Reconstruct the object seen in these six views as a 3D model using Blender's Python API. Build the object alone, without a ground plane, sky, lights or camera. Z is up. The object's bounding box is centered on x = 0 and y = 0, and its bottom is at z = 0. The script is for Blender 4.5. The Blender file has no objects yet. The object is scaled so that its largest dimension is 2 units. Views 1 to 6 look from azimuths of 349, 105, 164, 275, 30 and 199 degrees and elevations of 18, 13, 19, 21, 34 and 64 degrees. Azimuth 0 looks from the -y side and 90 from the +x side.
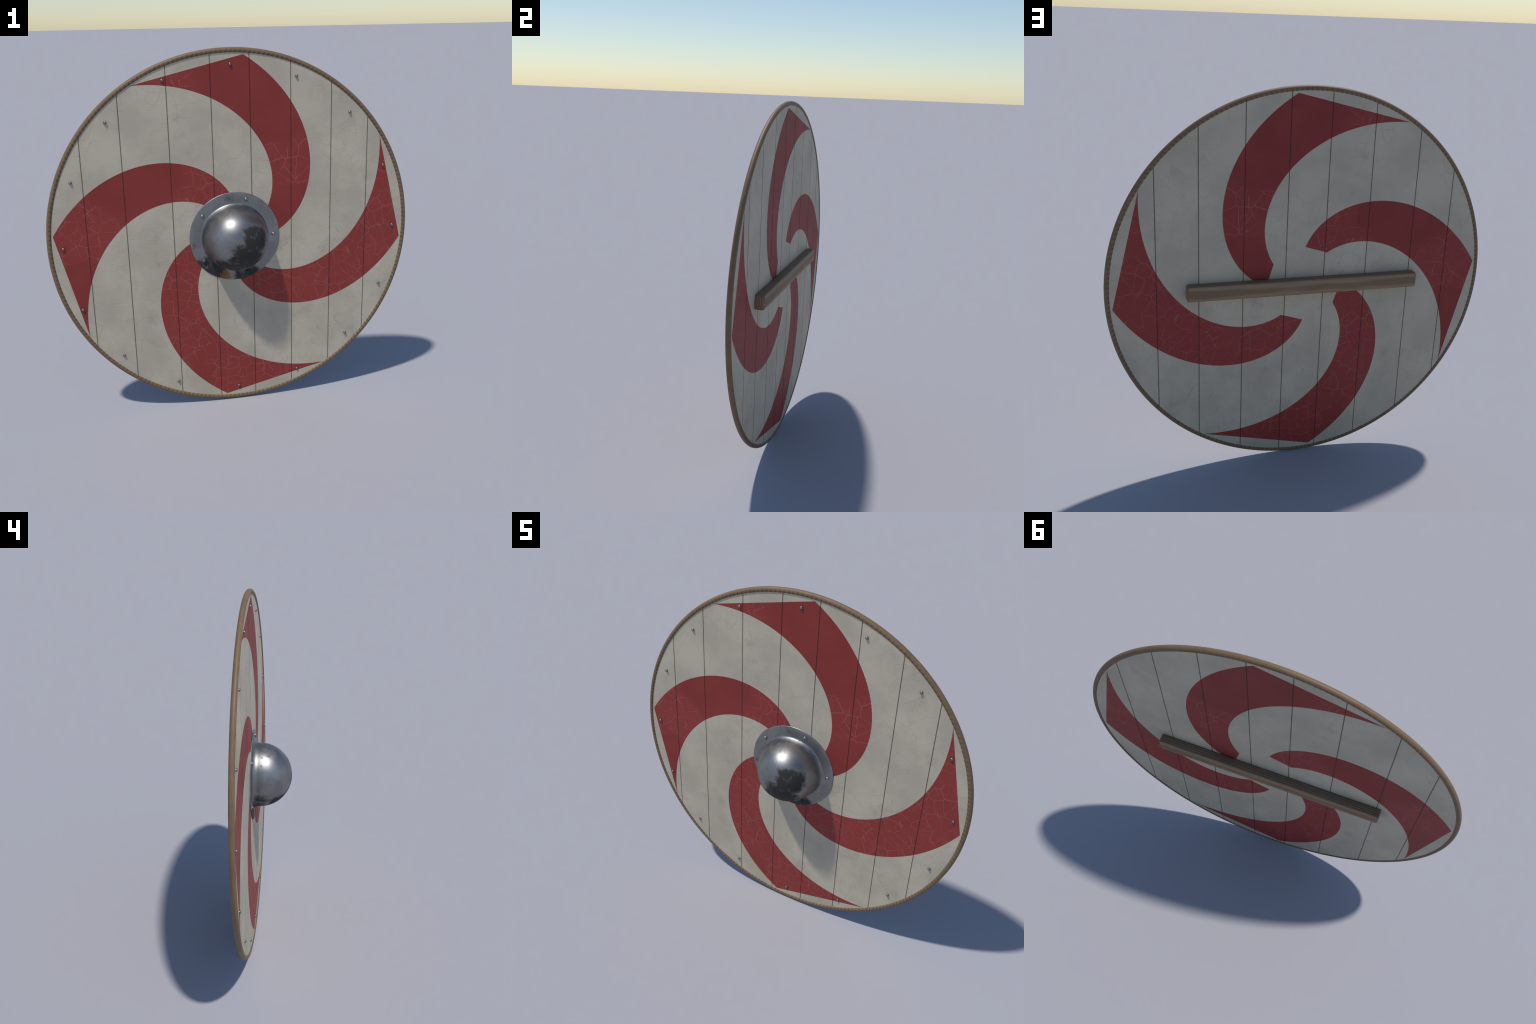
"""Round wooden battle shield: painted planks, leather-bound rim, iron boss, nails and a wooden grip."""
import bpy, bmesh, math, random
from math import pi, sin, cos, radians, sqrt

random.seed(7)

# ------------------------------------------------------------------ sizes (metres)
CENTRE_Z = 1.0
FRONT_Y, BACK_Y = 0.0740, 0.0919            # painted faces of the board at its edge
FRONT_RISE = 0.0045                         # the front is slightly domed towards the middle
BOARD_R = 0.981
RIM_Y, RIM_TUBE = 0.0821, 0.0143            # leather rim: a tube round the board edge
RIM_R = 1.0 - RIM_TUBE
JOINTS = [-0.788, -0.581, -0.3325, -0.1045, 0.1005, 0.320, 0.544, 0.7515]   # x of plank joints
JOINT_GAP = 0.0050
NAIL_RING, NAIL_COUNT = 0.9175, 16
RIVET_RING, RIVET_COUNT = 0.2168, 5
# spiral paint: four wedges of a disc, twirled linearly with the radius
TWIRL, WEDGE_START, WEDGE_WIDTH = 112.3, -22.65, 35.55        # degrees
OUTER_CUT, OUTER_CUT_DIR = 0.9215, 103.4                    # straight outer edge of a blade
INNER_CUT, INNER_CUT_DIR = 0.1911, 17.35                    # straight inner end of a blade

# ------------------------------------------------------------------ node helpers
class Net:
    """Small wrapper so that masks can be written as formulas."""
    def __init__(self, name):
        self.mat = bpy.data.materials.new(name)
        self.mat.use_nodes = True
        self.t = self.mat.node_tree
        self.t.nodes.clear()
        self.out = self.t.nodes.new("ShaderNodeOutputMaterial")
        self.bsdf = self.t.nodes.new("ShaderNodeBsdfPrincipled")
        self.t.links.new(self.bsdf.outputs[0], self.out.inputs[0])

    def put(self, sock, val):
        if isinstance(val, bpy.types.NodeSocket):
            self.t.links.new(val, sock)
        else:
            sock.default_value = val

    def m(self, op, a, b=0.0, c=None):
        n = self.t.nodes.new("ShaderNodeMath")
        n.operation = op
        self.put(n.inputs[0], a)
        self.put(n.inputs[1], b)
        if c is not None:
            self.put(n.inputs[2], c)
        return n.outputs[0]

    def add(self, a, b): return self.m("ADD", a, b)
    def sub(self, a, b): return self.m("SUBTRACT", a, b)
    def mul(self, a, b): return self.m("MULTIPLY", a, b)
    def mx(self, a, b): return self.m("MAXIMUM", a, b)
    def mn(self, a, b): return self.m("MINIMUM", a, b)

    def coords(self):
        tc = self.t.nodes.new("ShaderNodeTexCoord")
        s = self.t.nodes.new("ShaderNodeSeparateXYZ")
        self.t.links.new(tc.outputs["Object"], s.inputs[0])
        self.vec = tc.outputs["Object"]
        return s.outputs[0], s.outputs[1], s.outputs[2]

    def combine(self, x, y, z):
        n = self.t.nodes.new("ShaderNodeCombineXYZ")
        for i, v in enumerate((x, y, z)):
            self.put(n.inputs[i], v)
        return n.outputs[0]

    def smooth(self, v, lo, hi, a=0.0, b=1.0):
        n = self.t.nodes.new("ShaderNodeMapRange")
        n.interpolation_type = "SMOOTHSTEP"
        for i, x in enumerate((v, lo, hi, a, b)):
            self.put(n.inputs[i], x)
        return n.outputs[0]

    def noise(self, vec, scale, detail=3.0, rough=0.55):
        n = self.t.nodes.new("ShaderNodeTexNoise")
        self.put(n.inputs["Vector"], vec)
        n.inputs["Scale"].default_value = scale
        n.inputs["Detail"].default_value = detail
        n.inputs["Roughness"].default_value = rough
        return n.outputs[0]

    def cell_edge(self, vec, scale):
        n = self.t.nodes.new("ShaderNodeTexVoronoi")
        n.voronoi_dimensions = "2D"
        n.feature = "DISTANCE_TO_EDGE"
        self.put(n.inputs["Vector"], vec)
        n.inputs["Scale"].default_value = scale
        return n.outputs["Distance"]

    def mix(self, fac, a, b, blend="MIX"):
        n = self.t.nodes.new("ShaderNodeMix")
        n.data_type = "RGBA"
        n.blend_type = blend
        col = lambda c: c if isinstance(c, bpy.types.NodeSocket) else (*c, 1.0)
        self.put(n.inputs[0], fac)
        self.put(n.inputs[6], col(a))
        self.put(n.inputs[7], col(b))
        return n.outputs[2]

    def bump(self, height, strength, dist):
        n = self.t.nodes.new("ShaderNodeBump")
        n.inputs["Strength"].default_value = strength
        n.inputs["Distance"].default_value = dist
        self.put(n.inputs["Height"], height)
        self.t.links.new(n.outputs[0], self.bsdf.inputs["Normal"])

    def finish(self, color, rough, metal=0.0, spec=None):
        self.put(self.bsdf.inputs["Base Color"], color if isinstance(color, bpy.types.NodeSocket) else (*color, 1.0))
        self.put(self.bsdf.inputs["Roughness"], rough)
        self.put(self.bsdf.inputs["Metallic"], metal)
        if spec is not None:
            self.bsdf.inputs["Specular IOR Level"].default_value = spec
        return self.mat


# ------------------------------------------------------------------ materials
def paint_material(name, shade=1.0):
    """White ground with four twirled red blades, crackle and dirt; drawn in the plane of the board."""
    n = Net(name)
    x, y, zw = n.coords()
    z = n.sub(zw, CENTRE_Z)
    flat = n.combine(x, z, 0.0)
    r = n.m("SQRT", n.add(n.mul(x, x), n.mul(z, z)))
    ang = n.mul(n.m("ARCTAN2", z, x), 180 / pi)

    # --- red blades
    turned = n.sub(n.sub(ang, WEDGE_START), n.mul(r, TWIRL))
    in_wedge = n.mul(n.m("FRACT", n.mul(n.add(turned, 720.0), 1 / 90.0)), 90.0)
    # signed distance (metres) to the wedge borders keeps the paint edge sharp but antialiased
    half = WEDGE_WIDTH / 2
    off = n.sub(half, n.m("ABSOLUTE", n.sub(in_wedge, half)))
    edge_m = n.mul(n.mul(off, pi / 180), n.mul(r, 0.5))

    def fold(direction):
        a = n.m("FRACT", n.mul(n.add(ang, 720.0 + 45.0 - direction), 1 / 90.0))
        return n.mul(r, n.m("COSINE", n.mul(n.sub(a, 0.5), pi / 2)))
    inside = n.mn(edge_m, n.mn(n.sub(OUTER_CUT, fold(OUTER_CUT_DIR)), n.sub(fold(INNER_CUT_DIR), INNER_CUT)))
    red = n.smooth(inside, -0.0008, 0.0008)

    # --- where the paint is worn: patches, with some stretches left sound
    patch = n.noise(flat, 2.6, 3.0, 0.5)
    def blob(cx, cz, rad, soft):
        d = n.m("SQRT", n.add(n.m("POWER", n.sub(x, cx), 2.0), n.m("POWER", n.sub(z, cz), 2.0)))
        return n.smooth(d, rad, rad + soft, 1.0, 0.0)
    sound = n.mx(n.mx(blob(0.12, 0.78, 0.17, 0.22), blob(-0.52, 0.36, 0.17, 0.16)),
                 n.mx(blob(0.36, 0.13, 0.08, 0.14), blob(-0.84, -0.25, 0.10, 0.14)))
    worn = n.smooth(n.sub(patch, n.mul(sound, 0.45)), 0.22, 0.42)

    # --- crackle: warped cell borders of two sizes, broken up by noise
    wob = n.noise(flat, 9.0, 2.0)
    wx = n.add(x, n.mul(n.sub(wob, 0.5), 0.018))
    wz = n.add(z, n.mul(n.sub(n.noise(n.combine(z, x, 3.0), 9.0, 2.0), 0.5), 0.018))
    warped = n.combine(wx, wz, 0.0)
    breakup = n.noise(flat, 11.0, 2.0)
    big = n.smooth(n.cell_edge(warped, 14.0), 0.008, 0.032, 1.0, 0.0)
    small = n.smooth(n.cell_edge(warped, 27.0), 0.010, 0.035, 1.0, 0.0)
    big = n.mul(big, n.smooth(breakup, 0.36, 0.60, 0.25, 1.0))
    small = n.mul(small, n.smooth(breakup, 0.46, 0.62))
    crack = n.mul(n.mx(big, n.mul(small, 0.7)), worn)
    # a few short, wide scratches
    scr = n.noise(n.combine(n.mul(n.add(x, n.mul(z, 0.5)), 40.0), n.mul(n.sub(z, n.mul(x, 0.4)), 7.0), 5.0), 1.0, 1.0)
    scratch = n.mul(n.smooth(scr, 0.73, 0.78), worn)

    speckle = n.noise(flat, 330.0, 1.0)
    cloud = n.noise(flat, 3.4, 4.0, 0.6)
    weave = n.m("SINE", n.mul(z, 2 * pi / 0.0128))
    weave2 = n.m("SINE", n.mul(z, 2 * pi / 0.0071))

    # white ground
    white = n.mix(n.smooth(cloud, 0.36, 0.66), WHITE_A, WHITE_B)
    lines = n.mul(n.add(n.mul(weave, 0.012), n.mul(weave2, 0.008)), n.smooth(n.noise(flat, 6.0, 2.0), 0.35, 0.65, 0.3, 1.2))
    tone = n.add(1.0, lines)
    tone = n.add(tone, n.mul(n.sub(speckle, 0.5), 0.10))
    white = n.mix(1.0, white, n.combine(tone, tone, tone), "MULTIPLY")
    stain = n.mul(n.smooth(n.noise(flat, 5.5, 5.0, 0.65), 0.54, 0.72), worn)
    white = n.mix(n.mul(stain, 0.24), white, (0.25, 0.208, 0.165))
    white = n.mix(n.mul(crack, n.smooth(cloud, 0.35, 0.65, 0.07, 0.20)), white, (0.12, 0.11, 0.10))
    white = n.mix(n.mul(scratch, 0.25), white, (0.12, 0.11, 0.10))

    # red
    redc = n.mix(n.smooth(cloud, 0.40, 0.62), RED_A, RED_B)
    grain = n.mul(n.smooth(speckle, 0.40, 0.66), worn)
    redc = n.mix(n.mul(grain, 0.75), redc, RED_SPECK)
    redc = n.mix(n.mul(crack, n.smooth(cloud, 0.35, 0.65, 0.36, 0.20)), redc, (0.44, 0.23, 0.21))
    redc = n.mix(n.mul(scratch, 0.25), redc, (0.42, 0.26, 0.23))

    color = n.mix(red, white, redc)
    if shade != 1.0:
        joint_tint = n.mix(red, (shade, shade * 0.93, shade * 0.85), (shade * 1.3, shade * 1.5, shade * 1.5))
        color = n.mix(1.0, color, joint_tint, "MULTIPLY")
    height = n.sub(n.add(n.mul(n.mul(weave, 0.12), n.sub(1.0, n.mul(red, 0.7))), n.mul(speckle, 0.35)), n.mul(crack, 1.0))
    n.bump(height, 0.25, 0.0012)
    return n.finish(color, 0.62, 0.0, 0.4)


def rim_material():
    n = Net("rim_leather")
    x, y, zw = n.coords()
    z = n.sub(zw, CENTRE_Z)
    ang = n.m("ARCTAN2", z, x)
    r = n.m("SQRT", n.add(n.mul(x, x), n.mul(z, z)))
    # stitch marks run over the inner half of the tube on both faces
    slant = n.mul(n.sub(r, RIM_R), 9.0)
    ph = n.m("FRACT", n.mul(n.add(n.add(ang, 10.0), n.mul(slant, 0.04)), RIM_STITCHES / (2 * pi)))
    mark = n.smooth(n.m("ABSOLUTE", n.sub(ph, 0.5)), 0.02, 0.26, 1.0, 0.0)
    mark = n.mul(mark, n.smooth(r, RIM_R - 0.006, RIM_R + 0.012, 1.0, 0.0))
    around = n.combine(n.mul(ang, 9.0), y, r)
    tint = n.noise(n.vec, 18.0, 3.0)
    col = n.mix(n.smooth(tint, 0.35, 0.68), RIM_A, RIM_B)
    streak = n.noise(n.combine(n.mul(ang, 3.0), n.mul(y, 130.0), n.mul(r, 130.0)), 1.0, 3.0)
    col = n.mix(n.mul(n.smooth(streak, 0.45, 0.75), 0.35), col, RIM_DARK)
    col = n.mix(n.mul(mark, 0.62), col, (0.045, 0.034, 0.022))
    n.bump(n.sub(n.mul(streak, 0.3), mark), 0.2, 0.0015)
    return n.finish(col, 0.55, 0.0, 0.4)


def iron_material(name, aged=True):
    n = Net(name)
    x, y, zw = n.coords()
    base = n.mix(n.smooth(n.noise(n.vec, 11.0, 4.0, 0.6), 0.35, 0.7), IRON_A, IRON_B)
    if not aged:
        return n.finish(n.mix(0.25, base, (0.10, 0.10, 0.105)), 0.42, 1.0)
    z = n.sub(zw, CENTRE_Z)

    def near(cx, cy, cz, rad, soft):
        d = n.m("SQRT", n.add(n.add(n.m("POWER", n.sub(x, cx), 2.0), n.m("POWER", n.sub(y, cy), 2.0)),
                              n.m("POWER", n.sub(z, cz), 2.0)))
        return n.smooth(d, rad, rad + soft, 1.0, 0.0)
    rough_noise = n.noise(n.vec, 13.0, 6.0, 0.66)
    # scale (dark oxide) on the nose and along the lower side of the bowl, and on the lower flange
    blots = ((0.085, -0.115, 0.030, 0.045, 0.085, 1.05), (0.020, -0.110, -0.075, 0.055, 0.105, 1.00),
             (-0.060, -0.060, -0.150, 0.040, 0.110, 0.90), (-0.030, -0.140, -0.010, 0.010, 0.090, 0.62),
             (0.110, -0.060, -0.100, 0.010, 0.090, 0.70), (-0.150, 0.030, -0.090, 0.010, 0.080, 0.72),
             (-0.130, 0.062, -0.180, 0.040, 0.110, 0.95), (0.060, 0.062, -0.225, 0.035, 0.085, 0.90),
             (-0.235, 0.064, -0.030, 0.000, 0.060, 0.60), (-0.050, -0.020, 0.165, 0.020, 0.090, 0.38),
             (-0.030, 0.064, 0.215, 0.000, 0.070, 0.50))
    field = 0.0
    for cx, cy, cz, rad, soft, amount in blots:
        field = n.mx(field, n.mul(near(cx, cy, cz, rad, soft), amount))
    fine = n.noise(n.vec, 34.0, 5.0, 0.65)
    mottled = n.add(n.mul(n.sub(rough_noise, 0.5), 2.3), n.mul(n.sub(fine, 0.5), 1.7))
    scale = n.smooth(n.add(field, n.mul(mottled, 0.62)), 0.27, 0.92)
    fleck = n.smooth(n.noise(n.vec, 26.0, 4.0, 0.6), 0.58, 0.78)
    scale = n.mx(scale, n.mul(fleck, 0.50))
    rust_n = n.noise(n.vec, 48.0, 5.0, 0.65)
    rust_f = n.mx(near(-0.062, 0.064, -0.224, 0.018, 0.044), near(0.054, -0.129, 0.050, 0.002, 0.010))
    rust_f = n.mx(rust_f, n.mul(near(-0.075, 0.035, -0.165, 0.01, 0.03), 0.9))
    rust = n.smooth(n.add(rust_f, n.mul(n.sub(rust_n, 0.5), 2.6)), 0.50, 1.05)
    col = n.mix(scale, base, IRON_SCALE)
    col = n.mix(n.mul(rust, 0.85), col, n.mix(rust_n, (0.17, 0.055, 0.014), (0.36, 0.14, 0.028)))
    metal = n.sub(1.0, n.mx(n.mul(scale, 0.75), n.mul(rust, 0.9)))
    rgh = n.add(n.add(0.35, n.mul(rough_noise, 0.18)), n.mx(n.mul(scale, 0.30), n.mul(rust, 0.45)))
    n.bump(n.sub(n.mul(rust_n, rust), n.mul(scale, 0.15)), 0.25, 0.0015)
    return n.finish(col, rgh, metal)


def wood_material():
    """Growth layers stacked through the depth of the grip and running along it."""
    n = Net("grip_wood")
    x, y, zw = n.coords()
    z = n.sub(zw, CENTRE_Z)
    bow = n.mul(n.mul(z, z), 5.0)
    wav = n.noise(n.combine(n.mul(x, 2.2), n.mul(y, 9.0), n.mul(z, 9.0)), 1.0, 2.0)
    layer = n.add(n.add(y, bow), n.mul(wav, 0.010))
    ring = n.m("SINE", n.mul(layer, 2 * pi / 0.0125))
    fibre = n.noise(n.combine(n.mul(x, 5.0), n.mul(y, 160.0), n.mul(z, 160.0)), 1.0, 4.0)
    col = n.mix(n.smooth(ring, -0.5, 0.9), WOOD_A, WOOD_B)
    col = n.mix(n.mul(n.smooth(fibre, 0.42, 0.72), 0.35), col, WOOD_DARK)
    n.bump(n.add(n.mul(fibre, 0.6), n.mul(ring, 0.2)), 0.3, 0.001)
    return n.finish(col, 0.6, 0.0, 0.35)


WHITE_A, WHITE_B = (0.440, 0.388, 0.306), (0.520, 0.464, 0.362)
RED_A, RED_B, RED_SPECK = (0.225, 0.026, 0.022), (0.245, 0.031, 0.026), (0.32, 0.042, 0.036)
RIM_A, RIM_B, RIM_DARK = (0.205, 0.128, 0.068), (0.175, 0.115, 0.060), (0.12, 0.075, 0.038)
RIM_STITCHES = 248
IRON_A, IRON_B, IRON_SCALE = (0.235, 0.236, 0.238), (0.31, 0.31, 0.311), (0.030, 0.029, 0.029)
WOOD_A, WOOD_B, WOOD_DARK = (0.195, 0.124, 0.070), (0.295, 0.198, 0.120), (0.135, 0.087, 0.052)

# ------------------------------------------------------------------ mesh helpers
root = bpy.data.objects.new("round_shield", None)
bpy.context.scene.collection.objects.link(root)
root["label"] = "round wooden shield with red spiral blades and iron boss"
root["category"] = "shield"


def add_object(name, mesh, mat, parent=None, loc=None):
    ob = bpy.data.objects.new(name, mesh)
    bpy.context.scene.collection.objects.link(ob)
    ob.parent = parent or root
    if mat and not mesh.materials:
        mesh.materials.append(mat)
    if loc:
        ob.location = loc
    return ob


def to_mesh(bm, name, smooth_angle=None):
    bmesh.ops.recalc_face_normals(bm, faces=bm.faces[:])
    me = bpy.data.meshes.new(name)
    bm.to_mesh(me)
    bm.free()
    if smooth_angle is not None:
        for p in me.polygons:
            p.use_smooth = True
        me.set_sharp_from_angle(angle=radians(smooth_angle))
    return me


def front_at(px, pz):
    """Depth of the domed front face."""
    return FRONT_Y - FRONT_RISE * max(0.0, 1.0 - (px * px + (pz - CENTRE_Z) ** 2) / BOARD_R ** 2)


def board_strip(x0, x1, front, back, inset=0.0, cols=6, rows=48):
    """One plank: a strip of the disc as a grid, front following the dome, back flat."""
    bm = bmesh.new()
    rad = BOARD_R - inset
    sheets = []
    for face in (front, back):
        grid = []
        for c in range(cols + 1):
            px = x0 + (x1 - x0) * (0.5 - 0.5 * cos(pi * c / cols) if abs(x0) > 0.9 or abs(x1) > 0.9 else c / cols)
            half = sqrt(max(1e-8, rad ** 2 - px ** 2))
            grid.append([bm.verts.new((px, face(px, CENTRE_Z + half * t), CENTRE_Z + half * t))
                         for t in (2.0 * q / rows - 1.0 for q in range(rows + 1))])
        sheets.append(grid)
        for c in range(cols):
            for q in range(rows):
                bm.faces.new((grid[c][q], grid[c + 1][q], grid[c + 1][q + 1], grid[c][q + 1]))
    f, b = sheets
    for c in range(cols):
        for q in (0, rows):
            bm.faces.new((f[c][q], f[c + 1][q], b[c + 1][q], b[c][q]))
    for q in range(rows):
        for c in (0, cols):
            face = bm.faces.new((f[c][q], f[c][q + 1], b[c][q + 1], b[c][q]))
            face.material_index = 1
    return bm


def lathe(profile, steps, closed=False):
    """Turn a profile of (radius, depth) about the shield's axis (depth = y, centre 0,0)."""
    bm = bmesh.new()
    rings = []
    for rad, dep in profile:
        if rad < 1e-6:
            rings.append([bm.verts.new((0, dep, 0))])
        else:
            rings.append([bm.verts.new((rad * cos(2 * pi * i / steps), dep, rad * sin(2 * pi * i / steps)))
                          for i in range(steps)])
    pairs = list(zip(rings, rings[1:]))
    if closed:
        pairs.append((rings[-1], rings[0]))
    for p, q in pairs:
        for i in range(steps):
            j = (i + 1) % steps
            if len(p) == 1:
                bm.faces.new((p[0], q[i], q[j]))
            elif len(q) == 1:
                bm.faces.new((p[i], q[0], p[j]))
            else:
                bm.faces.new((p[i], q[i], q[j], p[j]))
    return bm


# ------------------------------------------------------------------ planks and the joints between them
paint = paint_material("painted_board")
joint_paint = paint_material("painted_joint", shade=0.36)
edges = [-BOARD_R] + JOINTS + [BOARD_R]
g = JOINT_GAP / 2
for i in range(len(edges) - 1):
    x0 = edges[i] + (g if i > 0 else 0)
    x1 = edges[i + 1] - (g if i < len(edges) - 2 else 0)
    bm = board_strip(x0, x1, front_at, lambda px, pz: BACK_Y, cols=24 if i in (0, len(edges) - 2) else 6)
    me = to_mesh(bm, "plank", 40)
    me.materials.append(paint)
    me.materials.append(joint_paint)
    add_object("plank", me, None)
for jx in JOINTS:
    bm = board_strip(jx - g - 0.003, jx + g + 0.003, lambda px, pz: front_at(px, pz) + 0.0010,
                     lambda px, pz: BACK_Y - 0.0010, inset=0.004, cols=2)
    add_object("joint_strip", to_mesh(bm, "joint_strip", 40), joint_paint)

# ------------------------------------------------------------------ rim: tube with stitch dents on its inner half
bm = bmesh.new()
around, section = RIM_STITCHES * 6, 20
rings = []
for i in range(around):
    a = 2 * pi * (i + 0.5) / around
    ring = []
    for j in range(section):
        s = 2 * pi * j / section
        inner = max(0.0, -cos(s)) ** 0.7 if cos(s) < 0 else 0.0
        dent = 0.0006 * inner * (1.0 if i % 6 == 2 else 0.45 if i % 6 in (1, 3) else 0.0)
        t = RIM_TUBE - dent
        rad = RIM_R + t * cos(s)
        ring.append(bm.verts.new((rad * cos(a), RIM_Y + t * sin(s), CENTRE_Z + rad * sin(a))))
    rings.append(ring)
for i in range(around):
    p, q = rings[i], rings[(i + 1) % around]
    for j in range(section):
        k = (j + 1) % section
        bm.faces.new((p[j], q[j], q[k], p[k]))
add_object("rim", to_mesh(bm, "rim", 60), rim_material())

# ------------------------------------------------------------------ boss: flange, neck and bowl turned in one profile
BOWL_R, BOWL_Y = 0.1762, 0.031
profile = [(0.2440, 0.0705), (0.2488, 0.0698), (0.2500, 0.0685),
           (0.2498, 0.0668), (0.2485, 0.0654), (0.2450, 0.0647)]
profile += [(0.2300, 0.0643), (0.2150, 0.0640), (0.2000, 0.0637), (0.1910, 0.0633)]
profile += [(0.1882, 0.0626), (0.1862, 0.0612), (0.1842, 0.0588), (0.1820, 0.0552), (0.1798, 0.0508),
            (0.1780, 0.0460), (0.1769, 0.0412), (BOWL_R + 0.0001, 0.0360)]
profile += [(BOWL_R * cos(radians(b)), BOWL_Y - (BOWL_Y + 0.1442) * sin(radians(b))) for b in
            [0, 3] + list(range(6, 90, 3))] + [(0.0, -0.1442)]
bm = lathe(profile, 160)
bmesh.ops.translate(bm, verts=bm.verts[:], vec=(0, 0, CENTRE_Z))
iron = iron_material("boss_iron")
boss = add_object("boss", to_mesh(bm, "boss", 50), iron)


def stud_mesh(name, rad, height, foot):
    """Domed nail head on a short straight side, pointing to -y."""
    prof = [(rad * 0.98, foot), (rad, -height * 0.30)]
    prof += [(rad * cos(radians(b)), -height * 0.30 - height * 0.70 * sin(radians(b))) for b in range(15, 90, 15)]
    prof += [(0.0, -height)]
    return to_mesh(lathe(prof, 20), name, 60)


stud_iron = iron_material("stud_iron", aged=False)
for i in range(RIVET_COUNT):                # boss rivets share the boss's coordinates, so its scale runs over them
    a = 2 * pi * i / RIVET_COUNT
    me = stud_mesh("rivet", 0.0115, 0.0090, 0.004)
    for v in me.vertices:
        v.co = (v.co.x + RIVET_RING * cos(a), v.co.y + 0.0642, v.co.z + CENTRE_Z + RIVET_RING * sin(a))
    add_object("rivet", me, iron, boss)
nail = stud_mesh("nail", 0.0085, 0.0100, 0.004)
for i in range(NAIL_COUNT):
    a = 2 * pi * i / NAIL_COUNT
    add_object("nail", nail, stud_iron, None, (NAIL_RING * cos(a), FRONT_Y, CENTRE_Z + NAIL_RING * sin(a)))

# ------------------------------------------------------------------ grip: rounded bar across the back
bm = bmesh.new()
bmesh.ops.create_cube(bm, size=1.0)
GRIP = (1.217, 0.0560, 0.0798)
GRIP_BACK = 0.1442
bmesh.ops.scale(bm, vec=GRIP, verts=bm.verts[:])
bmesh.ops.translate(bm, vec=(0, GRIP_BACK - GRIP[1] / 2, CENTRE_Z), verts=bm.verts[:])
bmesh.ops.bevel(bm, geom=bm.edges[:], offset=0.012, segments=5, profile=0.5, affect="EDGES")
add_object("grip", to_mesh(bm, "grip", 40), wood_material())
